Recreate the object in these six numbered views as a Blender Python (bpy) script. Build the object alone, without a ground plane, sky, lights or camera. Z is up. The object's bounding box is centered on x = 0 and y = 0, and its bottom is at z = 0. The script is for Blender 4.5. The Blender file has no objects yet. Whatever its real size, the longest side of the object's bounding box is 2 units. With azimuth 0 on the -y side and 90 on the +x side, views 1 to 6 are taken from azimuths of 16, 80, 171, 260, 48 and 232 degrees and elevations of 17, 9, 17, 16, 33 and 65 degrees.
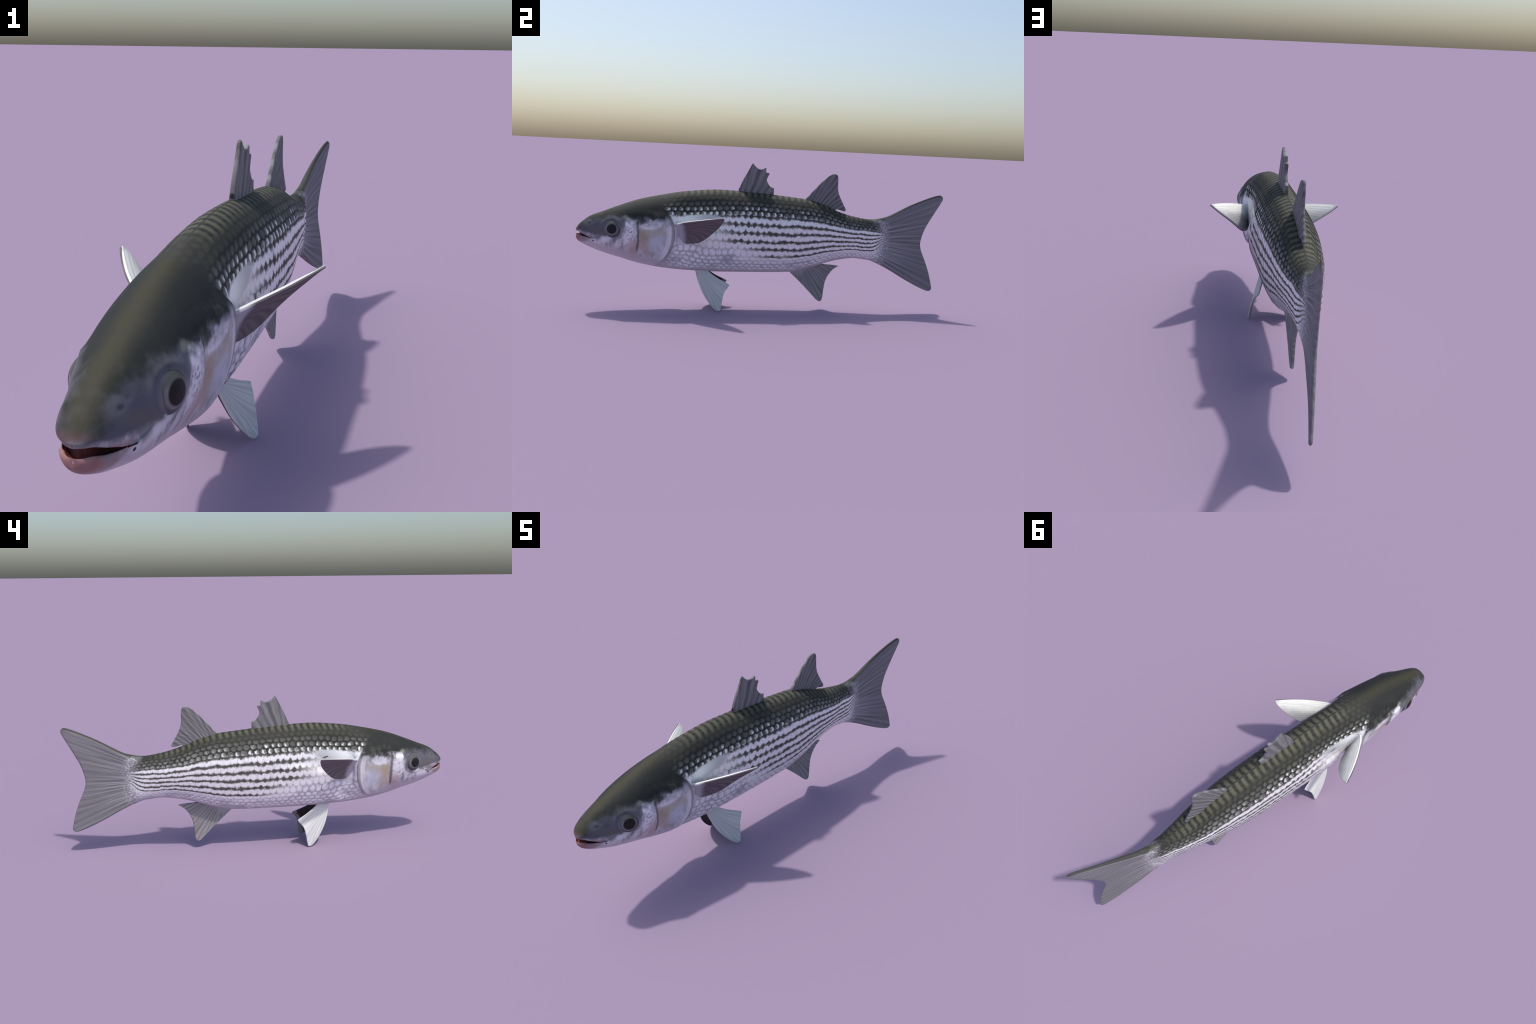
# A striped mullet: one smooth lofted body (head, torso, caudal fin) with an open
# mouth, thick rayed fins, domed eyes and overlapping scales laid out in rows.
# The fish lies along y (snout at -y, tail at +y); its midline is x = bend(y).
import bpy, bmesh, math, random
import numpy as np
from mathutils import Matrix, Vector

random.seed(7)
RNG = np.random.default_rng(7)

# ------------------------------------------------------------------ profiles
BODY_Y = np.array([-.999, -.99, -.975, -.96, -.93, -.86, -.78, -.68, -.56, -.42, -.25, -.05, .15, .225, .30, .36, .42, .52, .60, .68])
TOP_Z = np.array([.416, .432, .449, .461, .4835, .5125, .5445, .5803, .6089, .6343, .6478, .6390, .6217, .614, .597, .575, .5500, .5245, .5145, .5145])
LOW_Z = np.array([.370, .3555, .3445, .3360, .3220, .2945, .2710, .2415, .2200, .2075, .2015, .2025, .2070, .220, .2430, .264, .2795, .2925, .2850, .2850])
HALF_W = np.array([.0, .029, .0445, .0535, .0665, .0855, .1040, .1110, .1150, .1150, .1130, .1105, .1065, .1025, .0960, .0895, .0815, .0610, .0460, .0460])
WIDEST_Y = np.array([-1.0, -.99, -.96, -.91, -.86, -.78, -.68, -.56, -.42, -.25, -.05, .15, .30, .42, .52, .68])
WIDEST_Z = np.array([.397, .397, .388, .376, .392, .425, .452, .463, .470, .475, .472, .468, .462, .446, .435, .427])


def smooth_curve(xs, ys, x):
    """C1 cubic through (xs, ys) with monotone (harmonic) slopes."""
    xs, ys, x = np.asarray(xs, float), np.asarray(ys, float), np.asarray(x, float)
    h = np.diff(xs)
    d = np.diff(ys) / h
    m = np.zeros(len(xs))
    m[0], m[-1] = d[0], d[-1]
    same = d[:-1] * d[1:] > 0
    w1, w2 = 2 * h[1:] + h[:-1], h[1:] + 2 * h[:-1]
    with np.errstate(divide="ignore", invalid="ignore"):
        m[1:-1] = np.where(same, (w1 + w2) / (w1 / d[:-1] + w2 / d[1:]), 0)
    x = np.clip(x, xs[0], xs[-1])
    i = np.clip(np.searchsorted(xs, x, side="right") - 1, 0, len(xs) - 2)
    t = (x - xs[i]) / h[i]
    return ((2 * t**3 - 3 * t**2 + 1) * ys[i] + (t**3 - 2 * t**2 + t) * h[i] * m[i]
            + (-2 * t**3 + 3 * t**2) * ys[i + 1] + (t**3 - t**2) * h[i] * m[i + 1])


def top_z(y): return smooth_curve(BODY_Y, TOP_Z, y)
def low_z(y): return smooth_curve(BODY_Y, LOW_Z, y)
def half_w(y):
    y = np.asarray(y, float)
    t = np.clip((-.93 - y) / .069, 0, 1)             # blunt, round snout in plan
    return np.where(y < -.93, (.0665 - .0187 * t) * np.sqrt(1 - t**3), smooth_curve(BODY_Y, HALF_W, y))
def widest_z(y): return smooth_curve(WIDEST_Y, WIDEST_Z, y)
def bend(y): return .1445 * np.maximum(0, np.asarray(y, float) - .30) ** 2.5
def power_up(y): return np.interp(y, [-1, -.9, -.7, -.5, -.2, 0., .3, .6], [2.3, 2.3, 1.95, 1.76, 1.66, 1.76, 1.85, 2.0])
def power_low(y): return np.interp(y, [-1, -.9, -.72, -.55, .05, .25, .42, .6], [2.1, 2.0, 2.0, 2.3, 2.35, 2.15, 2.0, 2.2])
def ease(t): t = np.clip(t, 0, 1); return t * t * (3 - 2 * t)


def section(y, ang):
    """Unbent point of the section at y seen under the section angle ang (-90 belly .. 90 back)."""
    a = np.radians(ang)
    c, s = np.cos(a), np.sin(a)
    n = np.where(ang >= 0, power_up(y), power_low(y))
    rho = (np.abs(c) ** n + np.abs(s) ** n) ** (1 / n)
    zc = widest_z(y)
    h = np.where(ang >= 0, top_z(y) - zc, zc - low_z(y))
    return np.maximum(half_w(y) * c / rho, 0), zc + h * s / rho


# gill cover: its hind rim, a curve in (z, y), and how far the plate stands proud
RIM_Z = [.20, .25, .276, .318, .369, .436, .483, .53, .60]
RIM_Y = [-.64, -.57, -.531, -.506, -.491, -.488, -.500, -.535, -.60]


def gill_rim(z): return smooth_curve(RIM_Z, RIM_Y, z)


def head_relief(y, z):
    """Outward offset of the skin: gill cover plate, cheek plate, eye socket, nostrils."""
    d = gill_rim(z) - y
    band = ease((z - .225) / .05) * ease((.535 - z) / .04)
    plate = .0080 * ease((d + .002) / .007) * (1 - ease((d - .03) / .16)) * band
    inner = gill_rim(z) - .030 - y
    plate += .0022 * ease(inner / .006) * (1 - ease((inner - .02) / .05)) * band
    cheek = (-.677 - .08 * (z - .40) ** 2 * 10) - y
    plate += .0055 * ease((cheek + .001) / .008) * (1 - ease((cheek - .02) / .08)) * ease((z - .30) / .04) * ease((.50 - z) / .04)
    re = np.hypot((y + .811) / .047, (z - .431) / .047)
    socket = .0022 * np.exp(-((re - 1.12) / .14) ** 2) - .003 * np.exp(-((re - .93) / .08) ** 2)
    nos = -.0020 * np.exp(-(((y + .926) / .007) ** 2 + ((z - .452) / .005) ** 2))
    nos += -.0016 * np.exp(-(((y + .905) / .006) ** 2 + ((z - .462) / .005) ** 2))
    orbit = .0065 * np.exp(-((np.hypot((y + .808) / .056, (z - .440) / .052)) ** 4))
    return plate + socket + nos + orbit


def gill_hollow(y, z):
    """Depth of the hollow that opens behind the gill cover and holds the pectoral fin."""
    d = y - gill_rim(z) - .010 * ease((z - .27) / .06) * ease((.50 - z) / .05)
    opens = ease((d + .004) / np.interp(z, [.47, .56], [.013, .20]))
    reach = np.interp(z, [.20, .24, .30, .40, .46, .60], [.16, .20, .19, .19, .44, .52])
    fades = 1 - ease((d - reach * .40) / (reach * .60))
    band = ease((z - .205) / .045) * ease((.632 - z) / .10)
    deep = np.interp(z, [.24, .34, .44, .52, .56, .62], [.013, .015, .0190, .0195, .0180, .010])
    return deep * opens * fades * band


# ------------------------------------------------------------------ tail fin outline (y, z)
TAIL_START = .60
TAIL_UP = [(.60, .5145), (.63, .517), (.672, .526), (.704, .5365), (.76, .568), (.81, .597), (.868, .625), (.93, .652), (.968, .6655), (.983, .6675)]
TAIL_LOW = [(.60, .2850), (.620, .2795), (.675, .257), (.73, .230), (.805, .187), (.884, .146), (.938, .123), (.957, .118), (.968, .1195)]
TAIL_END = [(.968, .1195), (.977, .128), (.978, .139), (.972, .163), (.956, .222), (.931, .287), (.905, .343), (.8955, .372), (.8945, .398), (.900, .428),
            (.911, .468), (.930, .509), (.965, .575), (.998, .637), (1.0005, .648), (.997, .660), (.983, .6675)]


def along(points, t):
    """Points at the arc-length fractions t of a polyline."""
    p = np.asarray(points, float)
    s = np.concatenate([[0], np.cumsum(np.linalg.norm(np.diff(p, axis=0), axis=1))])
    s /= s[-1]
    return np.stack([np.interp(t, s, p[:, i]) for i in range(p.shape[1])], -1)


def rounded(points, rounds=3, sharp=False):
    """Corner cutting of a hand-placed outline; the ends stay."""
    p = np.asarray(points, float)
    for _ in range(rounds):
        q = np.empty((2 * len(p), p.shape[1]))
        q[0], q[-1] = p[0], p[-1]
        q[1:-1:2], q[2:-1:2] = p[:-1] * .75 + p[1:] * .25, p[:-1] * .25 + p[1:] * .75
        p = q
    return p


# ------------------------------------------------------------------ body loft
UP_N, FOLD_N, LOW_N = 34, 7, 40
MOUTH_Y = -.909


def ring_angles():
    up = 90 * (1 - np.linspace(0, 1, UP_N + 1)) ** 1.0
    low = -90 * np.linspace(0, 1, LOW_N + 1)
    return up, low


def body_ring(y):
    """Right-hand half ring (x, z), back to belly, with the mouth folded inward where it is open."""
    up, low = ring_angles()
    yy = np.full(len(up), y)
    xu, zu = section(yy, up)
    xl, zl = section(np.full(len(low), y), low)
    open_ = np.clip((MOUTH_Y - y) / (MOUTH_Y + .999), 0, 1)
    gap = .0185 * ease(open_ ** .8 * .85) if y < MOUTH_Y else 0.
    w = float(half_w(y))
    zc = float(widest_z(y))
    inner = w * math.sqrt(min(max((y + .978) / (MOUTH_Y + .978), 0), 1)) if y < MOUTH_Y else w
    hu, hl = float(top_z(y)) - zc, zc - float(low_z(y))
    pinch = .11 * float(ease((-.85 - y) / .07))      # the jaws draw in towards the mouth line
    xu = xu * (1 - pinch * np.clip(1 - (zu - zc) / (hu * .8), 0, 1) ** 3)
    xl = xl * (1 - pinch)
    w *= 1 - pinch
    zu = zu + gap * (1 - (zu - zc) / hu)
    zl = zl - gap * (1 - (zc - zl) / hl)
    t = np.arange(1, FOLD_N + 1) / FOLD_N
    lip = np.sin(np.pi * np.minimum(t / .45, 1))
    fx = w + (inner - w) * t
    deep = min(1., w / .045)
    fu = zc + gap * (1 - .45 * lip + .25 * t * deep)
    fl = zc - gap * (1 - .60 * lip + .45 * t * deep)
    rx = np.concatenate([xu, fx, fx[::-1], xl])
    rz = np.concatenate([zu, fu, fl[::-1], zl])
    rel = head_relief(y, rz) if y < -.42 else np.zeros(len(rz))
    if y > -.60:
        rel = rel - gill_hollow(y, rz)
    if y > -.10 or y < -.95:
        return rx, rz
    keep = np.ones(len(rx))
    keep[UP_N + 1:UP_N + 1 + 2 * FOLD_N] = 0 if gap > 0 else 1
    scale = np.clip(rx / max(w, 1e-4), 0, 1)
    return rx + rel * keep * ease(scale * 1.6), rz


def ring_stations():
    tip = -.999 + .069 * (1 - np.cos(np.linspace(0, math.pi / 2, 36)))
    head = np.arange(-.927, -.60, .0042)
    gill = np.arange(-.60, -.46, .0022)
    rest = np.arange(-.46, TAIL_START - .003, .008)
    return np.concatenate([tip, head, gill, rest])


def tail_rings():
    """Rings (x, y, z) of the tail: the section flattens from the peduncle into a rayed plate."""
    up, low = ring_angles()
    ang = np.concatenate([up, np.zeros(2 * FOLD_N), low])
    x0, z0 = section(np.full(len(ang), TAIL_START), ang)
    zt, zb = float(top_z(TAIL_START)), float(low_z(TAIL_START))
    q = (z0 - zb) / (zt - zb)
    prof0 = x0 / float(half_w(TAIL_START))
    us = np.concatenate([np.linspace(0, .97, 74), .97 + .03 * np.sin(np.linspace(0, math.pi / 2, 9))[1:]])
    upc, lowc, endc = rounded(TAIL_UP, 1), rounded(TAIL_LOW, 1), rounded(TAIL_END, 1)
    end = along(endc, q)
    start = np.stack([np.full_like(q, TAIL_START), z0], -1)
    rings = []
    for u in us:
        a, b = along(upc, [u])[0], along(lowc, [u])[0]
        lin = (1 - u) * start + u * end
        edge = (1 - q)[:, None] * (b - ((1 - u) * start[-1] + u * endc[0])) + q[:, None] * (a - ((1 - u) * start[0] + u * endc[-1]))
        p = lin + edge
        width = smooth_curve([0, .08, .2, .32, .45, .65, 1], [.046, .0385, .0235, .0155, .0115, .0085, .0062], u)
        span = np.linalg.norm(a - b)
        dist = np.minimum(q, 1 - q) * span
        plate = np.sqrt(np.maximum(1 - (1 - np.minimum(dist / .012, 1)) ** 2, 0))
        mix = ease((u - .05) / .4)
        rays = 1 + .05 * np.sin(q * 2 * math.pi * 21) * ease((u - .25) / .2) * ease((1 - u) / .25)
        tail = max(0., (u - .97) / .03)
        x = width * (prof0 * (1 - mix) + plate * mix) * rays * math.sqrt(max(1 - tail * tail, 0))
        rings.append(np.stack([x, p[:, 0], p[:, 1]], -1))
    return rings


def build_body():
    """One closed skin; returns bmesh and, per face, its region name."""
    rings = []
    for y in ring_stations():
        rx, rz = body_ring(float(y))
        rings.append(np.stack([rx, np.full_like(rx, y), rz], -1))
    n_trunk = len(rings)
    rings += tail_rings()
    n = len(rings[0])
    bm = bmesh.new()
    grid = []
    for r in rings:
        off = bend(r[:, 1])
        grid.append(([bm.verts.new((p[0] + o, p[1], p[2])) for p, o in zip(r, off)],
                     [bm.verts.new((-p[0] + o, p[1], p[2])) for p, o in zip(r, off)]))
    layer = bm.faces.layers.int.new("region")
    first_fold, last_fold = UP_N, UP_N + 2 * FOLD_N + 1
    for j in range(len(rings) - 1):
        yj = (rings[j][:, 1].mean() + rings[j + 1][:, 1].mean()) / 2
        for side in (0, 1):
            a, b = grid[j][side], grid[j + 1][side]
            for i in range(n - 1):
                in_mouth = first_fold + 2 <= i < last_fold - 2 and yj < MOUTH_Y + .002
                if i == UP_N + FOLD_N and rings[j][i, 0] < 1e-6 and rings[j + 1][i, 0] < 1e-6 and yj < -.9:
                    continue
                quad = (a[i], b[i], b[i + 1], a[i + 1]) if side else (a[i], a[i + 1], b[i + 1], b[i])
                f = bm.faces.new(quad)
                f.smooth = True
                zc = (rings[j][i, 2] + rings[j][i + 1, 2]) / 2
                y = (rings[j][i, 1] + rings[j + 1][i, 1]) / 2
                if j >= n_trunk + 22:
                    f[layer] = 2
                elif in_mouth:
                    f[layer] = 3
                elif y < gill_rim(zc) - .003 and y < -.45:
                    f[layer] = 0
                    if i >= last_fold - 2 and y < MOUTH_Y + .002:
                        f[layer] = 4
                    elif y > -.685 and .25 < zc < .515:
                        f[layer] = 5
                else:
                    f[layer] = 1
    bmesh.ops.remove_doubles(bm, verts=bm.verts, dist=2e-5)
    bmesh.ops.dissolve_degenerate(bm, edges=bm.edges, dist=1e-6)
    bm.normal_update()
    bmesh.ops.recalc_face_normals(bm, faces=bm.faces)
    return bm


# ------------------------------------------------------------------ shader toolkit
class Net:
    """Thin wrapper that writes node maths as expressions."""

    def __init__(self, mat):
        self.t = mat.node_tree
        self.t.nodes.clear()

    def node(self, kind, **props):
        n = self.t.nodes.new(kind)
        for k, v in props.items():
            setattr(n, k, v)
        return n

    def put(self, sock, value):
        if isinstance(value, Val):
            self.t.links.new(value.s, sock)
        elif isinstance(value, bpy.types.NodeSocket):
            self.t.links.new(value, sock)
        elif isinstance(value, (tuple, list)) and sock.type == "RGBA":
            sock.default_value = (*value[:3], 1)
        else:
            sock.default_value = value

    def math(self, op, *args, clamp=False):
        n = self.node("ShaderNodeMath", operation=op, use_clamp=clamp)
        for i, a in enumerate(args):
            self.put(n.inputs[i], a)
        return Val(self, n.outputs[0])

    def step(self, lo, hi, x):
        n = self.node("ShaderNodeMapRange", interpolation_type="SMOOTHSTEP")
        if lo > hi:
            a, b = 1., 0.
            lo, hi = hi, lo
        else:
            a, b = 0., 1.
        for i, v in enumerate((x, lo, hi, a, b)):
            self.put(n.inputs[i], v)
        return Val(self, n.outputs[0])

    def curve(self, xs, ys, x):
        x0, x1, y0, y1 = xs[0], xs[-1], min(ys), max(ys)
        n = self.node("ShaderNodeFloatCurve")
        c = n.mapping.curves[0]
        pts = [((a - x0) / (x1 - x0), (b - y0) / (y1 - y0)) for a, b in zip(xs, ys)]
        c.points[0].location, c.points[1].location = pts[0], pts[-1]
        for p in pts[1:-1]:
            c.points.new(*p)
        n.mapping.update()
        self.put(n.inputs["Value"], (x - x0) / (x1 - x0))
        return Val(self, n.outputs[0]) * (y1 - y0) + y0

    def noise(self, vec, scale, detail=3., rough=.55, dist=0.):
        n = self.node("ShaderNodeTexNoise")
        self.put(n.inputs["Vector"], vec)
        n.inputs["Scale"].default_value = scale
        n.inputs["Detail"].default_value = detail
        n.inputs["Roughness"].default_value = rough
        n.inputs["Distortion"].default_value = dist
        return Val(self, n.outputs["Fac"])

    def vec(self, x, y, z):
        n = self.node("ShaderNodeCombineXYZ")
        for i, a in enumerate((x, y, z)):
            self.put(n.inputs[i], a)
        return n.outputs[0]

    def mix(self, f, a, b):
        n = self.node("ShaderNodeMix", data_type="RGBA")
        n.clamp_factor = True
        self.put(n.inputs[0], f)
        self.put(n.inputs[6], a)
        self.put(n.inputs[7], b)
        return n.outputs[2]

    def object_coords(self, obj):
        tc = self.node("ShaderNodeTexCoord")
        if obj is not None:
            tc.object = obj
        sep = self.node("ShaderNodeSeparateXYZ")
        self.t.links.new(tc.outputs["Object"], sep.inputs[0])
        return tc.outputs["Object"], *(Val(self, o) for o in sep.outputs)

    def finish(self, color, rough=.5, spec=.4, bump=None, bump_strength=.2, bump_dist=.002, **extra):
        b = self.node("ShaderNodeBsdfPrincipled")
        self.put(b.inputs["Base Color"], color)
        self.put(b.inputs["Roughness"], rough)
        self.put(b.inputs["Specular IOR Level"], spec)
        for k, v in extra.items():
            self.put(b.inputs[k], v)
        if bump is not None:
            n = self.node("ShaderNodeBump")
            n.inputs["Strength"].default_value = bump_strength
            n.inputs["Distance"].default_value = bump_dist
            self.put(n.inputs["Height"], bump)
            self.t.links.new(n.outputs[0], b.inputs["Normal"])
        o = self.node("ShaderNodeOutputMaterial")
        self.t.links.new(b.outputs[0], o.inputs[0])


class Val:
    def __init__(self, net, s): self.n, self.s = net, s
    def __add__(self, o): return self.n.math("ADD", self, o)
    def __radd__(self, o): return self.n.math("ADD", o, self)
    def __sub__(self, o): return self.n.math("SUBTRACT", self, o)
    def __rsub__(self, o): return self.n.math("SUBTRACT", o, self)
    def __mul__(self, o): return self.n.math("MULTIPLY", self, o)
    def __rmul__(self, o): return self.n.math("MULTIPLY", o, self)
    def __truediv__(self, o): return self.n.math("DIVIDE", self, o)
    def __pow__(self, o): return self.n.math("POWER", self, o)
    def abs(self): return self.n.math("ABSOLUTE", self)
    def floor(self): return self.n.math("FLOOR", self)
    def max(self, o): return self.n.math("MAXIMUM", self, o)
    def min(self, o): return self.n.math("MINIMUM", self, o)
    def inv(self): return self.n.math("SUBTRACT", 1., self)


def new_material(name):
    m = bpy.data.materials.new(name)
    m.use_nodes = True
    return m


# ------------------------------------------------------------------ scale rows
COL = .034            # pitch of the scale columns along y
ROWS = (-13, -4, 0, 1, 8)                          # row numbers ...
ROW_ANG = (-37.2 - 9 * 6.0, -37.2, 0., 16.5, 16.5 + 7 * 11.0)  # ... and their section angles


def angle_of_row(row): return float(np.interp(row, ROWS, ROW_ANG))



def column_of(y):
    return y / COL + 12.0 * np.maximum(0, y - .2) ** 2


def y_of_column(c):
    ys = np.linspace(-.7, .9, 3201)
    return float(np.interp(c, column_of(ys), ys))


def skin_material(root):
    m = new_material("mullet_skin")
    n = Net(m)
    co, x, y, z = n.object_coords(root)
    bent = n.math("POWER", n.math("MAXIMUM", y - .30, 0.), 1.25)
    ax = (x - bent * bent * .1445).abs()
    ys = list(np.round(np.concatenate([[-1, -.97, -.93, -.86], np.linspace(-.78, .6, 16), [.7]]), 4))
    zt = n.curve(ys, [float(top_z(v)) for v in ys], y)
    zb = n.curve(ys, [float(low_z(v)) for v in ys], y)
    zc = n.curve(ys, [float(widest_z(v)) for v in ys], y)
    hw = n.curve(ys, [float(half_w(v)) for v in ys], y)
    up = n.math("GREATER_THAN", z, zc)
    h = n.math("ADD", up * (zt - zc), up.inv() * (zc - zb))
    ang = n.math("ARCTAN2", (z - zc) / h, (ax / hw).max(.0005)) * (180 / math.pi)
    pos, neg = ang.max(0.), ang.min(0.)
    row = pos.min(16.5) / 16.5 + (pos - 16.5).max(0.) / 11. + neg.max(-37.2) / 9.3 + (neg + 37.2).min(0.) / 6.0

    # independent wobble of the two pattern coordinates
    flip = n.math("SIGN", x - bent * bent * .1445)
    pv = n.vec(x, y, z)
    w1 = n.noise(pv, 22., 2.) - .5
    w2 = n.noise(n.vec(x + 3.1, y, z), 22., 2.) - .5
    fine = n.noise(pv, 80., 2.) - .5
    fine2 = n.noise(n.vec(x, y + 5.7, z), 70., 2.) - .5
    broad = n.noise(n.vec(x + 1.3, y, z), 7., 3.)
    rw = row + w1 * .55 + fine * .35
    late = n.math("MAXIMUM", y - .2, 0.)
    col = y / COL + late * late * 12.0
    ri = row.floor()
    stag = n.math("MODULO", ri + 40., 2.) * .5
    cw = col + stag + w2 * .6 + fine2 * .4
    fc = n.math("FRACT", cw + 40.) - .5
    fr = n.math("FRACT", rw + 40.) - .5
    cell_d = (fc.abs() * 2.) ** 2.2 + (fr.abs() * 2.) ** 2.2
    netm = n.step(.62, 1.15, cell_d + fine * .35)
    rnd = n.node("ShaderNodeTexWhiteNoise", noise_dimensions="2D")
    n.t.links.new(n.vec((cw + 40.).floor(), ri, 0.), rnd.inputs["Vector"])
    cell_rand = Val(n, rnd.outputs["Value"])

    body_m = n.step(-.55, -.50, y)

    # ---- flank: silver with dark dotted stripes on the row lines
    silver = n.mix(n.noise(pv, 60., 2.), (.80, .79, .81), (.98, .97, .98))
    tick = n.noise(n.vec(cw * 2.6, row * .9, flip * 2.), 1.6, 2., .6)
    seam = n.step(.60, .74, tick) * .7
    silver = n.mix(seam * .45 + n.step(.55, 1.35, cell_d + fine * .8) * .42, silver, (.30, .29, .265))
    # dark stripes run between the rows of bright scales, beaded at every scale
    rs = (row + .5).floor()
    sd = (n.math("FRACT", rw + 40.5) - .5).abs()
    dot = n.math("COSINE", (col + w2 * .5 + rs * .5) * (2 * math.pi))
    half = n.math("ADD", .195, dot * (n.step(.30, -.25, y) * .10 + .025)) + w2 * .14 + (tick - .5) * .18
    stripe = n.step(.15, -.13, sd - half)
    starts = n.curve([-6.5, -5, -4, -3, -2, -1, 0, 1, 2], [.02, -.03, -.08, -.14, -.28, -.28, -.30, -.30, -.30], row.max(-6.4).min(1.9))
    stripe = stripe * n.step(-.02, .13, y - starts) * n.step(.76, .64, y) * n.step(-4.8, -4.3, row)
    stripe = stripe * n.step(.12, .40, broad + n.step(-3.8, -2., row) * .35)
    flank = n.mix(stripe * .95, silver, n.mix(n.noise(pv, 14., 2.), (.024, .024, .019), (.095, .090, .072)))

    # ---- lower flank: grey net on pale cells, then the plain lavender-grey belly
    low = n.mix(n.step(.10, 1.15, cell_d + fine * 1.6 + (tick - .5) * 1.3), (.90, .89, .93), n.mix(n.noise(pv, 16.), (.40, .395, .43), (.58, .57, .61)))
    smear = n.step(.50, .66, n.noise(n.vec(x, y * .7, z * 1.6), 11., 3.))
    low = n.mix(smear * .75, low, (.40, .395, .45))
    fore = n.step(-.10, -.22, y)
    low_m = n.step(-4.6, -6.2, row + fore * -2.6 + w1)
    flank = n.mix(low_m, flank, low)
    belly = n.mix(broad, (.44, .41, .45), (.54, .50, .54))
    belly_m = n.step(-7.2, -9.6, row + w1 * 1.5 + (tick - .5))
    flank = n.mix(belly_m, flank, belly)

    # ---- upper flank: near-black net with grey cells, sun glints painted on their hind part
    painted_glint = n.step(-.02, .12, fc) * n.step(.42, .27, fc) * n.step(.44, .22, fr.abs()) * n.step(2.9, 2.2, row) * n.step(.35, .10, y)
    grade = n.step(4.6, 1.0, row + w1 * .5)
    cell_c = n.mix(grade, (.052, .054, .043), (.26, .26, .245))
    cell_c = n.mix(n.step(.1, -.45, fc) * .6, cell_c, (.035, .038, .034))
    cell_c = n.mix(painted_glint * .9 * n.step(.15, .5, cell_rand), cell_c, (.92, .92, .91))
    cell_c = n.mix(n.step(.35, .0, cell_rand) * .65, cell_c, (.05, .054, .05))
    upper = n.mix(n.step(.15, 1.15, cell_d + fine * .9 + (cell_rand - .5) * .4 + (tick - .5) * .5), cell_c, (.022, .024, .020))
    flank = n.mix(n.step(.75, 1.45, row + w1 * .8 + (tick - .5) * 1.0), flank, upper)

    # ---- back: dark olive with bars across the midline
    fb = n.math("FRACT", col + 40.25) - .5
    bar = n.step(.40, .12, fb.abs() + w2 * .3) * n.step(.060, .028, ax + w1 * .03) * n.step(.001, .005, ax)
    bar = bar * n.step(-.50, -.38, y) * n.step(.62, .45, y)
    back = n.mix(n.noise(pv, 40.), (.024, .025, .021), (.048, .048, .038))
    back = n.mix(n.step(.060, .042, ax + w1 * .03) * n.step(-.50, -.40, y) * .7, back, (.014, .016, .016))
    back = n.mix(n.step(.7, .1, cell_d + fine * .5) * .4, back, (.066, .066, .054))
    back = n.mix(bar * .85, back, n.mix(broad, (.085, .083, .054), (.135, .132, .088)))
    flank = n.mix(n.step(3.5, 4.9, row + w1 * .9), flank, back)

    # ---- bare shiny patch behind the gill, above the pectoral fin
    def blob(y0, z0, ry, rz, tilt=0., soft=.5, wob=.0):
        c, s = math.cos(math.radians(tilt)), math.sin(math.radians(tilt))
        dy, dz = y - y0, z - z0
        u = (dy * c + dz * s) / ry
        v = (dz * c - dy * s) / rz
        d = n.math("SQRT", u * u + v * v)
        if wob:
            d = d + (w1 + fine * .6) * wob
        return n.step(1. + soft, 1. - soft, d)

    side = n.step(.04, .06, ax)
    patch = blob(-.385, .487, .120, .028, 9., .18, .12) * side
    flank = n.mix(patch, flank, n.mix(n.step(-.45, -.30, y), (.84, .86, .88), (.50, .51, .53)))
    lobe = blob(-.455, .418, .05, .055, -20., .2, .15)
    flank = n.mix(lobe * side * .8, flank, n.mix(fine + .5, (.52, .51, .58), (.66, .64, .70)))
    slot = blob(-.324, .484, .016, .0035, -14., .15) * n.math("LESS_THAN", x, 0.) * side
    flank = n.mix(slot, flank, (.06, .065, .055))

    # ---- head
    head = n.mix(n.step(.36, .64, n.noise(n.vec(x, y * 1.4, z), 24., 3., .6)), (.26, .255, .28), (.72, .70, .75))
    head = n.mix(n.step(.335, .285, z - (y + .7) * -.25 + w1 * .03), head, (.52, .48, .53))
    cheek_y = n.step(-.80, -.70, y + w1 * .06)
    head = n.mix(blob(-.60, .385, .11, .10, 0., .5, .4) * .6, head, (.55, .55, .60))
    slate = n.step(-.010, .012, z + y * .15 - .2625 + w1 * .02) * n.step(-.80, -.875, y + w2 * .04)
    head = n.mix(slate, head, n.mix(n.noise(pv, 35.), (.085, .085, .105), (.130, .130, .155)))
    brow = n.step(.430, .462, z + w2 * .03) * n.step(-.68, -.76, y + w1 * .05)
    head = n.mix(brow * .9, head, (.105, .105, .128))
    head = n.mix(blob(-.87, .412, .075, .012, -18., .6, .5) * .75, head, (.14, .125, .115))
    head = n.mix(blob(-.811, .431, .062, .058, 0., .25, .2) * .75, head, (.12, .118, .14))
    head = n.mix(blob(-.845, .372, .04, .016, 25., .5, .5) * .8, head, (.74, .74, .78))
    head = n.mix(blob(-.715, .395, .035, .06, -10., .35, .9) * n.step(-.12, .05, fine + w2 * .4), head, (.80, .79, .85))
    head = n.mix(blob(-.70, .335, .032, .045, 0., .6, .3) * .75, head, (.52, .37, .38))
    head = n.mix(blob(-.640, .378, .026, .058, 14., .8, 1.2) * .75, head, (.40, .29, .17))
    head = n.mix(blob(-.595, .415, .080, .022, 12., .8, 1.4) * .6, head, (.42, .34, .24))
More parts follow.
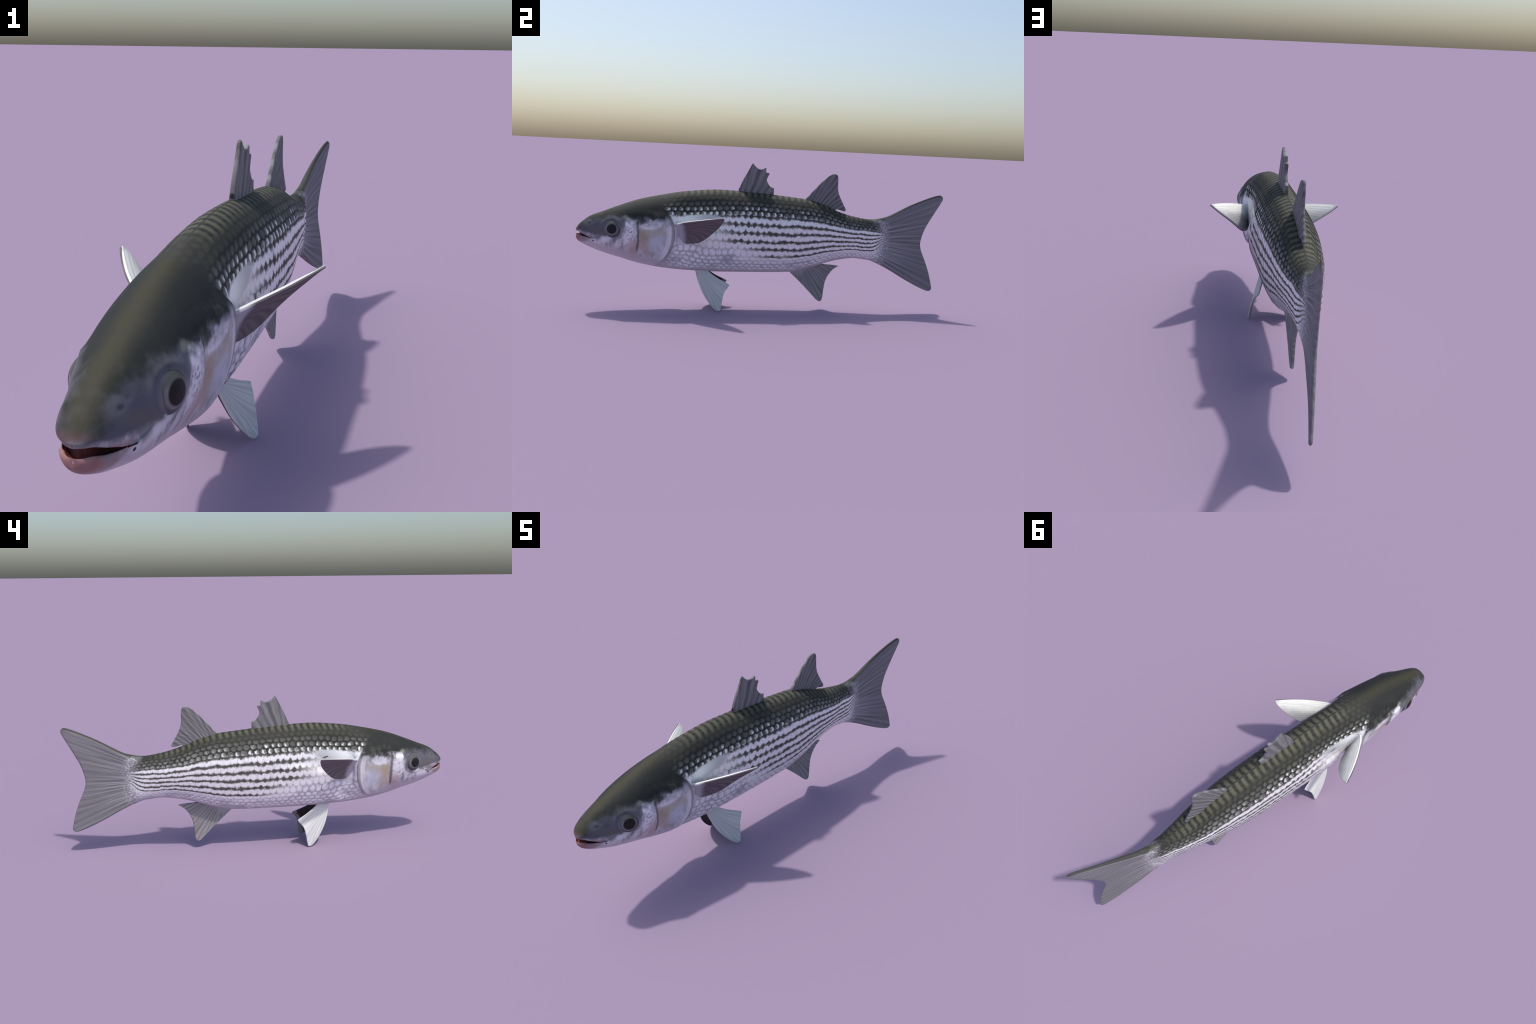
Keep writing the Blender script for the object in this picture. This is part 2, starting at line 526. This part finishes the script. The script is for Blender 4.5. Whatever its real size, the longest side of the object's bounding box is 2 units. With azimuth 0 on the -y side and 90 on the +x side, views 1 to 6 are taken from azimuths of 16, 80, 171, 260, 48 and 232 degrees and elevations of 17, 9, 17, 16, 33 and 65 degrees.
    head = n.mix(blob(-.645, .33, .018, .035, 30., .5, .4) * .6, head, (.50, .36, .32))
    head = n.mix(blob(-.588, .362, .038, .045, -40., .8, .8) * .6, head, (.52, .56, .66))
    head = n.mix(blob(-.605, .457, .052, .022, 12., .3, 1.3) * .9, head, (.90, .89, .94))
    head = n.mix(blob(-.722, .468, .02, .026, -15., .25, .8), head, (.90, .89, .93))
    # cheek plate edge
    ridge = (y + .677 + (z - .40) * (z - .40) * .8 + w1 * .008).abs()
    head = n.mix(n.step(.010, .002, ridge) * n.step(.30, .33, z) * n.step(.50, .46, z) * .75, head, (.10, .095, .085))
    # gill cover rim: pale bands and a grey line
    rim = n.curve(RIM_Z, RIM_Y, z.max(.21).min(.59)) - y + w1 * .006
    on_rim = n.step(.255, .285, z) * n.step(.53, .49, z)
    head = n.mix(n.step(.045, .036, rim) * n.step(.010, .02, rim) * on_rim * (.35 + broad * .6), head, (.86, .85, .90))
    head = n.mix(n.step(.020, .014, rim) * on_rim * .8, head, (.33, .31, .33))
    # lips and jaw
    lips = blob(-.965, .374, .06, .022, 12., .4, .3)
    head = n.mix(lips * .75 * n.step(.408, .392, z), head, (.27, .17, .18))
    head = n.mix(blob(-1.0, .380, .028, .025, 0., .4, .2) * .8, head, n.mix(n.noise(pv, 50.), (.22, .075, .07), (.34, .17, .16)))
    head = n.mix(blob(-.906, .362, .004, .004, 0., .4), head, (.012, .01, .01))
    # dark top of the head, its lower edge running from the snout over the eye to the nape
    edge = n.curve([-1., -.96, -.914, -.86, -.819, -.739, -.642, -.528, -.45],
                   [.418, .445, .474, .484, .494, .490, .487, .500, .52], y.max(-.999).min(-.451))
    above = z - edge + w1 * .035 + (n.noise(pv, 40., 2.) - .5) * .03
    blotch = n.step(.42, .58, n.noise(pv, 26., 2.)) * n.step(-.050, -.005, above) * n.step(-.77, -.70, y)
    head = n.mix(n.step(-.075, .0, above) * n.step(-.70, -.60, y) * .6, head, (.16, .165, .20))
    head = n.mix(blotch * .85, head, (.045, .05, .04))
    crown = n.mix(n.step(.048, .0, ax + w1 * .02), n.mix(n.noise(pv, 30.), (.013, .016, .016), (.026, .028, .025)), (.044, .042, .025))
    crown = n.mix(n.step(-.97, -.999, y) * n.step(.440, .418, z) * .8, crown, (.15, .06, .058))
    mott = n.step(.45, .70, n.noise(pv, 34., 3.)) * n.step(.075, .0, above) * n.step(-.78, -.62, y)
    crown = n.mix(mott * .65, crown, (.105, .108, .082))
    head = n.mix(n.step(-.026, .018, above), head, crown)
    head = n.mix(blob(-.922, .455, .022, .014, 25., .6, .4) * .25, head, (.19, .19, .21))
    head = n.mix(blob(-.926, .452, .007, .005, 0., .7) * .7, head, (.05, .05, .056))
    head = n.mix(blob(-.905, .462, .006, .004, 0., .7) * .5, head, (.06, .06, .066))
    head = n.mix(blob(-.742, .492, .012, .010, 0., .6, .3) * .6, head, (.30, .31, .24))
    rim_raw = n.curve(RIM_Z, RIM_Y, z.max(.21).min(.59))
    on_head = n.step(.004, -.004, y - rim_raw)
    nape = n.step(-.60, -.50, y + w1 * .12)
    on_head = n.math("MAXIMUM", on_head, nape.inv() * n.step(.52, .55, z)) * n.step(-.44, -.48, y)
    skin = n.mix(on_head, flank, head)

    # ---- tail: small crowded scales at the root, then streaked grey rays
    ta = n.math("ARCTAN2", z - .398, y - .46)
    tr = n.math("SQRT", (z - .398) * (z - .398) + (y - .46) * (y - .46))
    rays = n.noise(n.vec(ta * 26., tr * 1.1, flip * 3.), 2.4, 3., .6)
    rays2 = n.math("SINE", ta * 95. + w1 * 1.5)
    gray = n.mix(n.step(.32, .68, rays + rays2 * .06), (.140, .135, .145), (.285, .278, .292))
    gray = n.mix(n.step(.40, .20, tr) * n.step(.45, .65, rays) * .6, gray, (.46, .44, .48))
    gray = n.mix(n.step(.30, .48, tr) * .45, gray, (.205, .200, .215))
    hem = n.step(.012, .005, zt_tail_gap(n, y, z))
    gray = n.mix(hem * .85, gray, (.035, .038, .026))
    root_line = n.step(.205, .262, tr + w1 * .06 + (ta.abs() * -.035))
    speck = n.step(.46, .62, n.noise(n.vec(ta * 22., tr * 70., 0.), 1.3, 2.))
    root_c = n.mix(speck, (.26, .25, .27), (.62, .60, .64))
    skin = n.mix(n.step(.17, .235, tr + w1 * .05) * n.step(.55, .60, y), skin, n.mix(n.step(.505, .520, z + w1 * .01), root_c, (.05, .052, .038)))
    skin = n.mix(root_line * n.step(.60, .66, y), skin, gray)
    bump = netm * -.4 + fine * .3
    shine = n.step(3.4, 1.4, row + w1) * n.step(-8.5, -6.5, row) * n.step(.70, .60, y)
    shine = n.math("MAXIMUM", shine * on_head.inv(), on_head * n.step(.0, -.03, above) * .8)
    grey = n.node("ShaderNodeRGBToBW")
    n.put(grey.inputs[0], skin)
    shine = shine * n.step(.16, .50, Val(n, grey.outputs[0]))
    n.finish(skin, rough=.74 - shine * .36, spec=n.math("ADD", .30, shine * .3), Metallic=shine * .10, bump=bump, bump_strength=.12, bump_dist=.002)
    return m


def zt_tail_gap(n, y, z):
    """Distance below the tail's upper edge."""
    e = rounded(TAIL_UP, 2)
    ys = [.60, .65, .70, .75, .80, .85, .90, .95, .98, 1.01]
    zs = [float(np.interp(v, e[:, 0], e[:, 1])) for v in ys]
    return n.curve(ys, zs, y.max(.601).min(1.009)) - z


def mouth_material(root):
    m = new_material("mouth_lining")
    n = Net(m)
    co, x, y, z = n.object_coords(root)
    f = n.step(-.955, -.997, y + (n.noise(co, 40.) - .5) * .02)
    c = n.mix(f, (.030, .005, .005), (.26, .07, .065))
    n.finish(c, rough=.6, spec=.15)
    return m


def fin_material(name, root, focus, plane, dark, light, freq=60., hem=None, base_glow=None, spec=.3):
    """Grey fin skin streaked by rays that fan out from a focus in the named plane."""
    m = new_material(name)
    n = Net(m)
    co, x, y, z = n.object_coords(root)
    a, b = {"yz": (y, z), "xy": (x.abs(), y)}[plane]
    da, db = a - focus[0], b - focus[1]
    ang = n.math("ARCTAN2", db, da)
    rad = n.math("SQRT", da * da + db * db)
    w = n.noise(co, 18., 2.) - .5
    streak = n.noise(n.vec(ang * freq * .35 + w * .6, rad * 3., z * 2.), 1.5, 3., .6)
    sine = n.math("SINE", ang * freq + w * 2.)
    c = n.mix(n.step(.3, .7, streak + sine * .11), dark, light)
    c = n.mix(n.noise(co, 9.) * .35, c, tuple(v * .8 for v in dark))
    if base_glow:
        r0, r1, colr = base_glow
        c = n.mix(n.step(r1, r0, rad + w * .03), c, colr)
    n.finish(c, rough=.7, spec=spec, bump=streak + sine * .2, bump_strength=.15, bump_dist=.003)
    return m


def plain_material(name, root, low, high, scale, rough=.5, spec=.4, **kw):
    m = new_material(name)
    n = Net(m)
    co, x, y, z = n.object_coords(root)
    n.finish(n.mix(n.noise(co, scale), low, high), rough=rough, spec=spec, **kw)
    return m


# ------------------------------------------------------------------ objects
def add_object(name, mesh, parent, mats=()):
    ob = bpy.data.objects.new(name, mesh)
    bpy.context.scene.collection.objects.link(ob)
    ob.parent = parent
    for mt in mats:
        mesh.materials.append(mt)
    return ob


def mesh_from_bm(bm, name):
    me = bpy.data.meshes.new(name)
    bm.to_mesh(me)
    return me


def split_body(root, skin, mouth):
    bm = build_body()
    layer = bm.faces.layers.int["region"]
    bm.verts.ensure_lookup_table()
    parts = {0: ("head", root), 1: ("torso", root), 2: ("caudal_fin", root), 4: ("lower_jaw", None), 3: ("mouth_cavity", None), 5: ("gill_cover", None)}
    made = {}
    for region, (name, parent) in parts.items():
        verts, index, faces, normals = [], {}, [], []
        for f in bm.faces:
            if f[layer] != region:
                continue
            for v in f.verts:
                if v.index not in index:
                    index[v.index] = len(verts)
                    verts.append(v.co[:])
                    normals.append(v.normal[:])
            faces.append([index[v.index] for v in f.verts])
        sides = [1, 2] if region == 5 else [0]
        me = bpy.data.meshes.new(name)
        me.from_pydata(verts, [], faces)
        for p in me.polygons:
            p.use_smooth = True
        me.normals_split_custom_set_from_vertices(normals)
        ob = add_object(name, me, parent or made["head"], [mouth if region == 3 else skin])
        made[name] = ob
    bm.free()
    return made


def fin_solid(name, base, outer, lead, trail, thick, root_thick=None, rays=16, ns=110, nu=60, ripple=.10, sink=0., parent=None, mats=(), ray_fade=.15, smooth=2, camber=0., round_off=.7):
    """Closed, rounded blade over a Coons patch: base -> outer edge, leading edge -> trailing edge.
    Material 0 lies on the +normal side, material 1 (if any) on the other."""
    s = .5 - .5 * np.cos(np.linspace(0, math.pi, ns))
    s = .6 * s + .4 * np.linspace(0, 1, ns)
    u = np.concatenate([np.linspace(0, .93, nu - 8, endpoint=False), .93 + .07 * np.sin(np.linspace(0, math.pi / 2, 8))])
    B, T, L, R = (along(rounded(p, smooth) if len(p) > 2 else p, t) for p, t in ((base, s), (outer, s), (lead, u), (trail, u)))
    S, U = np.meshgrid(s, u, indexing="ij")
    S3, U3 = S[..., None], U[..., None]
    M = ((1 - U3) * B[:, None] + U3 * T[:, None] + (1 - S3) * L[None] + S3 * R[None]
         - ((1 - S3) * (1 - U3) * B[0] + S3 * (1 - U3) * B[-1] + (1 - S3) * U3 * T[0] + S3 * U3 * T[-1]))
    ds, du = np.gradient(M, axis=0), np.gradient(M, axis=1)
    N = np.cross(ds, du)
    ln = np.linalg.norm(N, axis=-1, keepdims=True)
    mean = N.reshape(-1, 3).sum(0)
    mean /= np.linalg.norm(mean)
    flat = np.where(ln > 1e-12, N / np.maximum(ln, 1e-12), mean)
    N = flat * .35 + mean * .65
    N /= np.linalg.norm(N, axis=-1, keepdims=True)
    chord = np.linalg.norm(np.gradient(M, axis=0), axis=-1).sum(0)[None]
    span = np.linalg.norm(np.gradient(M, axis=1), axis=-1).sum(1)[:, None]
    r = thick * round_off
    def edge(d): return np.sqrt(np.maximum(1 - (1 - np.minimum(d / r, 1)) ** 2, 0))
    e = np.minimum(edge(np.minimum(S, 1 - S) * chord), edge((1 - U) * span))
    t0 = thick + ((root_thick or thick) - thick) * (1 - U) ** 3
    rip = 1 + ripple * np.sin(S * 2 * math.pi * rays) * np.clip((1 - U) / ray_fade, 0, 1)
    M = M + N * (camber * np.sin(math.pi * S) * np.sin(math.pi * np.clip(U, 0, 1)))[..., None]
    H = (t0 * e * rip)[..., None] * N
    bm = bmesh.new()
    a = [[bm.verts.new(M[i, j] + H[i, j]) for j in range(nu)] for i in range(ns)]
    b = [[bm.verts.new(M[i, j] - H[i, j]) for j in range(nu)] for i in range(ns)]
    for i in range(ns - 1):
        for j in range(nu - 1):
            f = bm.faces.new((a[i][j], a[i + 1][j], a[i + 1][j + 1], a[i][j + 1]))
            g = bm.faces.new((b[i][j], b[i][j + 1], b[i + 1][j + 1], b[i + 1][j]))
            f.smooth = g.smooth = True
            g.material_index = 1 if len(mats) > 1 else 0
    for i in range(ns - 1):
        bm.faces.new((a[i + 1][0], a[i][0], b[i][0], b[i + 1][0]))
    bmesh.ops.remove_doubles(bm, verts=bm.verts, dist=1e-5)
    bmesh.ops.dissolve_degenerate(bm, edges=bm.edges, dist=1e-7)
    bmesh.ops.recalc_face_normals(bm, faces=bm.faces)
    me = mesh_from_bm(bm, name)
    bm.free()
    return add_object(name, me, parent, mats)


def spine_rod(name, p0, p1, r0, r1, parent, mat):
    """Tapered fin spine with a rounded tip."""
    p0, p1 = Vector(p0), Vector(p1)
    d = (p1 - p0)
    axis = d.normalized()
    sx = Vector((1, 0, 0))
    sy = axis.cross(sx).normalized()
    bm = bmesh.new()
    rings, sides = [], 10
    for t, k in [(0, 1), (.25, 1), (.5, 1), (.75, 1), (.93, 1), (.97, .85), (.99, .55), (1.0, .1)]:
        r = (r0 + (r1 - r0) * t) * k
        c = p0 + d * t
        rings.append([bm.verts.new(c + sx * max(r * 1.9, .0068 * k) * math.cos(q) + sy * r * math.sin(q)) for q in np.arange(sides) * 2 * math.pi / sides])
    for q in range(len(rings) - 1):
        for i in range(sides):
            f = bm.faces.new((rings[q][i], rings[q][(i + 1) % sides], rings[q + 1][(i + 1) % sides], rings[q + 1][i]))
            f.smooth = True
    bm.faces.new(rings[-1])
    bm.faces.new(rings[0][::-1])
    bmesh.ops.recalc_face_normals(bm, faces=bm.faces)
    me = mesh_from_bm(bm, name)
    bm.free()
    return add_object(name, me, parent, [mat])


def eye_part(name, parent, frame, r_in, r_out, R, mat, lift=0.):
    """Zone of a spherical cap between two radii about the local z axis."""
    bm = bmesh.new()
    rings, sides = [], 48
    for r in np.linspace(r_in, r_out, 10):
        zz = math.sqrt(max(R * R - r * r, 0)) - R + lift
        rings.append([bm.verts.new((r * math.cos(q), r * math.sin(q), zz)) for q in np.arange(sides) * 2 * math.pi / sides])
    for q in range(len(rings) - 1):
        for i in range(sides):
            f = bm.faces.new((rings[q][i], rings[q + 1][i], rings[q + 1][(i + 1) % sides], rings[q][(i + 1) % sides]))
            f.smooth = True
    bmesh.ops.remove_doubles(bm, verts=bm.verts, dist=1e-6)
    me = mesh_from_bm(bm, name)
    bm.free()
    ob = add_object(name, me, parent, [mat])
    ob.matrix_world = frame
    return ob


def build_eyes(root, head):
    pupil_m = new_material("pupil")
    n = Net(pupil_m)
    n.finish((.010, .009, .012), rough=.5, spec=.25)
    iris_m = new_material("iris")
    n = Net(iris_m)
    co, x, y, z = n.object_coords(None)
    r = n.math("SQRT", x * x + y * y)
    nz = n.noise(co, 60., 3.)
    c = n.mix(nz, (.14, .132, .14), (.27, .25, .26))
    c = n.mix(n.step(.0305, .0352, r), c, (.10, .095, .11))
    c = n.mix(n.step(.006, .026, y + (nz - .5) * .014) * .85, c, (.080, .083, .072))
    c = n.mix(n.step(.028, .0244, r), c, (.05, .045, .05))
    n.finish(c, rough=.55, spec=.25)
    lid_m = new_material("eyelid_skin")
    n = Net(lid_m)
    co, x, y, z = n.object_coords(None)
    nz = n.noise(co, 50., 3.)
    c = n.mix(n.step(-.02, .02, y + (nz - .5) * .02), (.095, .09, .105), (.080, .082, .076))
    n.finish(c, rough=.65, spec=.25)
    for sgn in (1, -1):
        c = Vector((sgn * .1135, -.812, .432))
        nrm = Vector((sgn * .955, -.26, .10)).normalized()
        upv = (Vector((0, 0, 1)) - nrm * nrm.z).normalized()
        sidev = upv.cross(nrm)
        frame = Matrix(((sidev.x, upv.x, nrm.x, c.x), (sidev.y, upv.y, nrm.y, c.y), (sidev.z, upv.z, nrm.z, c.z), (0, 0, 0, 1)))
        eye = eye_part("eye", head, frame, .0352, .050, .060, lid_m)
        iris = eye_part("iris", eye, frame, .0242, .0352, .060, iris_m)
        pupil = eye_part("pupil", eye, frame, 0., .0242, .060, pupil_m)
        for ob in (iris, pupil):
            ob.parent = eye
            ob.matrix_parent_inverse = frame.inverted()
            ob.matrix_world = frame


# ------------------------------------------------------------------ scales
def surface_frame(y, ang, sgn):
    """Point, tailward, upward and outward directions of the skin."""
    def at(yy, aa):
        px, pz = section(np.array([yy]), np.array([aa]))
        if yy < -.10:
            px = px - gill_hollow(yy, pz) * ease(px / max(float(half_w(yy)), 1e-4) * 1.6)
        return Vector((sgn * float(px[0]) + float(bend(yy)), yy, float(pz[0])))
    p = at(y, ang)
    ty = (at(y + .004, ang) - at(y - .004, ang)).normalized()
    ta = at(y, min(ang + 1.5, 89.5)) - at(y, max(ang - 1.5, -89.5))
    ta.normalize()
    nrm = ty.cross(ta) * (-sgn)
    nrm.normalize()
    if nrm.x * sgn < 0 and abs(nrm.x) > .3:
        nrm = -nrm
    ta = (ta - ty * ta.dot(ty)).normalized()
    return p, ty, ta, nrm


def scale_mesh(name, curv):
    """Shield-shaped scale of unit size, hind edge at +x, bowed across y, rounded thin edge."""
    bm = bmesh.new()
    na, nr = 24, 6
    rings = []
    for k in range(nr + 1):
        q = k / nr
        ring = []
        for i in range(na):
            a = 2 * math.pi * i / na
            ca, sa = math.cos(a), math.sin(a)
            ex = 2.3 if ca > 0 else 3.2
            r = (abs(ca) ** ex + abs(sa) ** ex) ** (-1 / ex)
            px, py = r * ca * q, r * sa * q
            pz = -curv * py * py - .10 * px * px
            if k == nr:
                pz -= .05
            ring.append(bm.verts.new((px, py, pz)) if q > 0 else None)
        rings.append(ring)
    centre = bm.verts.new((0, 0, 0))
    for i in range(na):
        j = (i + 1) % na
        bm.faces.new((centre, rings[1][i], rings[1][j])).smooth = True
        for k in range(1, nr):
            bm.faces.new((rings[k][i], rings[k + 1][i], rings[k + 1][j], rings[k][j])).smooth = True
    me = mesh_from_bm(bm, name)
    bm.free()
    return me


def build_scales(torso, skin):
    shared = [scale_mesh("scale", 1.0), scale_mesh("scale", 1.0), scale_mesh("scale", 1.0)]
    for me in shared:
        me.materials.append(skin)
    spots = []
    for sgn in (1, -1):
        for row in range(-10, 7):
            ang = angle_of_row(row + .5)
            if ang > 70:
                continue
            shift = .5 * (row % 2)
            for colm in range(-18, 60):
                y = y_of_column(colm + .5 - shift)
                if y < -.545 or y > .585:
                    continue
                z0 = float(section(np.array([y]), np.array([float(ang)]))[1][0])
                if y < gill_rim(z0) + .030 or (z0 > .52 and y < -.515):
                    continue
                if ((y + .385) / .13) ** 2 + ((z0 - .487 - .15 * (y + .385)) / .034) ** 2 < 1:
                    continue
                if y > -.55 and z0 < .50 and float(gill_hollow(y, z0)) > .0025:
                    continue
                if row <= -8 and RNG.random() < .3 * (-7 - row):
                    continue
                p, ty, ta, nrm = surface_frame(y, ang, sgn)
                a2, a1 = angle_of_row(row + 1), angle_of_row(row)
                q2 = surface_frame(y, min(a2, 89), sgn)
                q1 = surface_frame(y, a1, sgn)
                pitch = (q2[0] - q1[0]).length
                step = y_of_column(colm + 1.5 - shift) - y
                bow = max(0., (q1[3] - q2[3]).length) / max(pitch, 1e-4)  # curvature across
                spots.append((pitch * step, p, ty, ta, nrm, pitch, step, bow))
    spots.sort(key=lambda t: -t[0])
    joined = bmesh.new()
    for k, (_, p, ty, ta, nrm, pitch, step, bow) in enumerate(spots):
        hx, hy = step * .64, max(pitch * .60, step * .42)
        roll = math.radians(random.gauss(0, 2.2))
        tilt = math.radians(1.9 * (1 - .8 * float(ease((p.y - .4) / .18))))
        f = 1 + random.gauss(0, .03)
        t1 = ty * math.cos(roll) + ta * math.sin(roll)
        t2 = ta * math.cos(roll) - ty * math.sin(roll)
        t1b = t1 * math.cos(tilt) + nrm * math.sin(tilt)
        nb = nrm * math.cos(tilt) - t1 * math.sin(tilt)
        hz = max(.5 * bow * hy * hy, .0006)
        c = p + nrm * .0004 - t1 * .002
        mtx = Matrix(((t1b.x * hx * f, t2.x * hy * f, nb.x * hz, c.x), (t1b.y * hx * f, t2.y * hy * f, nb.y * hz, c.y),
                      (t1b.z * hx * f, t2.z * hy * f, nb.z * hz, c.z), (0, 0, 0, 1)))
        me = shared[k % 3]
        if k < 300:
            ob = bpy.data.objects.new("scale", me)
            bpy.context.scene.collection.objects.link(ob)
            ob.parent = torso
            ob.matrix_world = mtx
        else:
            tmp = me.copy()
            tmp.transform(mtx)
            joined.from_mesh(tmp)
            bpy.data.meshes.remove(tmp)
    for f in joined.faces:
        f.smooth = True
    me = mesh_from_bm(joined, "small_scales")
    joined.free()
    ob = add_object("small_scales", me, torso, [skin])
    ob["kind"] = "stuff"


# ------------------------------------------------------------------ fins
def build_fins(root):
    grey = dict(dark=(.115, .112, .120), light=(.265, .26, .27))
    d1 = fin_material("first_dorsal_skin", root, (-.17, .40), "yz", freq=50., **grey)
    d2 = fin_material("second_dorsal_skin", root, (.18, .42), "yz", freq=80., **grey)
    an = fin_material("anal_fin_skin", root, (.17, .34), "yz", freq=80., dark=(.19, .185, .19), light=(.36, .35, .35), base_glow=(.10, .17, (.50, .48, .53)))
    dark_edge = plain_material("fin_spine_skin", root, (.03, .032, .032), (.10, .10, .10), 60., .45)

    first = fin_solid("first_dorsal_fin",
              base=[(0, -.150, .632), (0, -.08, .630), (0, .044, .612)],
              outer=[(0, -.077, .798), (0, -.070, .789), (0, -.059, .778), (0, -.045, .768), (0, -.033, .7655), (0, -.022, .767), (0, -.012, .774), (0, -.0055, .7765), (0, -.002, .772),
                     (0, -.004, .762), (0, -.003, .751), (0, .002, .749), (0, .0175, .748), (0, .010, .734), (0, .002, .717), (0, .003, .706), (0, .010, .692), (0, .019, .679), (0, .028, .672), (0, .036, .670), (0, .045, .668)],
              lead=[(0, -.150, .632), (0, -.148, .654), (0, -.128, .704), (0, -.102, .753), (0, -.077, .798)], trail=[(0, .044, .612), (0, .045, .668)],
              thick=.0066, root_thick=.0085, rays=5, ripple=.07, parent=root, mats=[d1], smooth=1, ns=170, round_off=.5)
    for q0, q1, r in (((-.146, .65), (-.0785, .794), .0040), ((-.105, .645), (-.0075, .773), .0036), ((-.06, .64), (.0155, .7465), .0034), ((-.01, .63), (.043, .668), .0032)):
        spine_rod("fin_spine", (0, *q0), (0, *q1), r, r * .45, first, dark_edge if q0[0] < -.14 else d1)

    xb = lambda pts: [(float(bend(a)), a, b) for a, b in pts]
    fin_solid("second_dorsal_fin",
              base=xb([(.222, .600), (.30, .580), (.390, .548)]),
              outer=xb([(.376, .758), (.387, .758), (.396, .754), (.4015, .745), (.4035, .725), (.4035, .69), (.406, .668), (.412, .647), (.432, .608), (.456, .567), (.458, .560), (.454, .5555), (.446, .554)]),
              lead=xb([(.222, .600), (.228, .620), (.240, .632), (.265, .661), (.302, .702), (.337, .737), (.360, .753), (.376, .758)]),
              trail=xb([(.390, .548), (.398, .567), (.446, .554)]), thick=.0058, root_thick=.0085, rays=12, ripple=.06, parent=root, mats=[d2])
    fin_solid("anal_fin",
              base=xb([(.148, .215), (.24, .236), (.328, .272)]),
              outer=xb([(.327, .043), (.337, .0385), (.347, .043), (.353, .056), (.355, .093), (.361, .150), (.372, .180), (.386, .204), (.408, .229), (.4365, .2445)]),
              lead=xb([(.148, .215), (.160, .201), (.205, .162), (.243, .125), (.288, .080), (.313, .053), (.327, .043)]),
              trail=xb([(.326, .270), (.331, .2545), (.37, .252), (.415, .2495), (.4365, .2445)]), thick=.0064, root_thick=.0100, rays=11, ripple=.06, parent=root, mats=[an])

    up_m = new_material("pectoral_upper_skin")
    n = Net(up_m)
    co, x, y, z = n.object_coords(root)
    ax = x.abs()
    across = (y + .487) - (ax - .119) * 1.49          # 0 at the leading edge, grows tailward
    w = n.noise(co, 20., 3.) - .5
    st = n.noise(n.vec(across * 60. + w, ax * 5., 0.), 1.6, 3., .6)
    c = n.mix(n.step(.01, .10, across + w * .05 - (ax - .119) * .12), (.80, .80, .77), (.30, .30, .31))
    c = n.mix(n.step(.45, .65, st) * .45, c, (.45, .46, .44))
    c = n.mix(n.step(.17, .10, ax + w * .03) * n.step(.06, .10, across) * .8, c, (.10, .10, .10))
    c = n.mix(n.step(.25, .275, ax) * .5, c, (.30, .30, .30))
    n.finish(c, rough=.5, spec=.35, bump=st, bump_strength=.15, bump_dist=.003)
    lo_m = fin_material("pectoral_under_skin", root, (.10, -.50), "xy", freq=90., dark=(.115, .095, .104), light=(.18, .155, .168), base_glow=(.045, .085, (.44, .42, .48)))
    edge_m = new_material("pectoral_edge_skin")
    n = Net(edge_m)
    co, x, y, z = n.object_coords(root)
    n.finish(n.mix(n.noise(co, 60.), (.60, .60, .50), (.82, .82, .74)), rough=.5)

    pale = new_material("pelvic_outer_skin")
    n = Net(pale)
    co, x, y, z = n.object_coords(root)
    ta = n.math("ARCTAN2", z - .225, y + .375)
    st = n.noise(n.vec(ta * 14., z * 3., 0.), 1.6, 3., .55)
    c = n.mix(n.step(.35, .7, st), (.54, .55, .54), (.74, .735, .71))
    n.finish(c, rough=.6, spec=.3, bump=st, bump_strength=.08, bump_dist=.003)
    inner = new_material("pelvic_inner_skin")
    n = Net(inner)
    co, x, y, z = n.object_coords(root)
    d = n.curve([0., .02, .06, .10, .14, .21], [-.236, -.229, -.221, -.214, -.188, -.188], z.max(.001).min(.209)) - y
    w = n.noise(co, 45., 3.) - .5
    c = n.mix(n.step(.030, .016, d + w * .03), (.030, .026, .027), (.23, .24, .22))
    n.finish(c, rough=.55, spec=.3)

    for sgn in (1, -1):
        X = lambda pts: [(sgn * a, b, c_) for a, b, c_ in pts]
        mats = [lo_m, up_m] if sgn > 0 else [up_m, lo_m]
        fin_solid("pectoral_fin",
                  base=X([(.100, -.490, .466), (.090, -.478, .42), (.086, -.440, .366)]),
                  outer=X([(.271, -.262, .5195), (.2775, -.2535, .521), (.275, -.250, .518), (.262, -.249, .507), (.228, -.262, .476), (.195, -.283, .447), (.165, -.309, .417), (.142, -.338, .390), (.124, -.362, .375)]),
                  lead=X([(.100, -.490, .466), (.119, -.4865, .4675), (.163, -.435, .484), (.206, -.378, .4975), (.245, -.314, .511), (.271, -.262, .5195)]),
                  trail=X([(.086, -.440, .366), (.104, -.405, .364), (.124, -.362, .375)]),
                  thick=.0050, root_thick=.0075, rays=13, ripple=.05, parent=root, mats=mats, camber=-.014 * sgn)
        mats = [inner, pale] if sgn > 0 else [pale, inner]
        fin_solid("pelvic_fin",
                  base=X([(.022, -.366, .225), (.022, -.34, .222), (.022, -.306, .222)]),
                  outer=X([(.0955, -.258, .0035), (.0995, -.247, -.0005), (.103, -.237, .002), (.1035, -.232, .009), (.096, -.225, .06), (.087, -.217, .097), (.080, -.205, .115), (.070, -.190, .130), (.067, -.186, .140)]),
                  lead=X([(.022, -.366, .225), (.026, -.367, .205), (.043, -.355, .155), (.061, -.336, .102), (.080, -.303, .050), (.090, -.274, .016), (.0955, -.258, .0035)]),
                  trail=X([(.022, -.306, .222), (.028, -.298, .203), (.048, -.243, .168), (.061, -.200, .148), (.067, -.186, .140)]),
                  thick=.0042, root_thick=.0075, rays=9, ripple=.07, parent=root, mats=mats)


def main():
    root = bpy.data.objects.new("fish", None)
    bpy.context.scene.collection.objects.link(root)
    root["label"] = "silver striped mullet fish with dark back and forked tail"
    root["category"] = "fish"
    skin = skin_material(root)
    mouth = mouth_material(root)
    made = split_body(root, skin, mouth)
    build_eyes(root, made["head"])
    build_fins(root)
    build_scales(made["torso"], skin)


main()
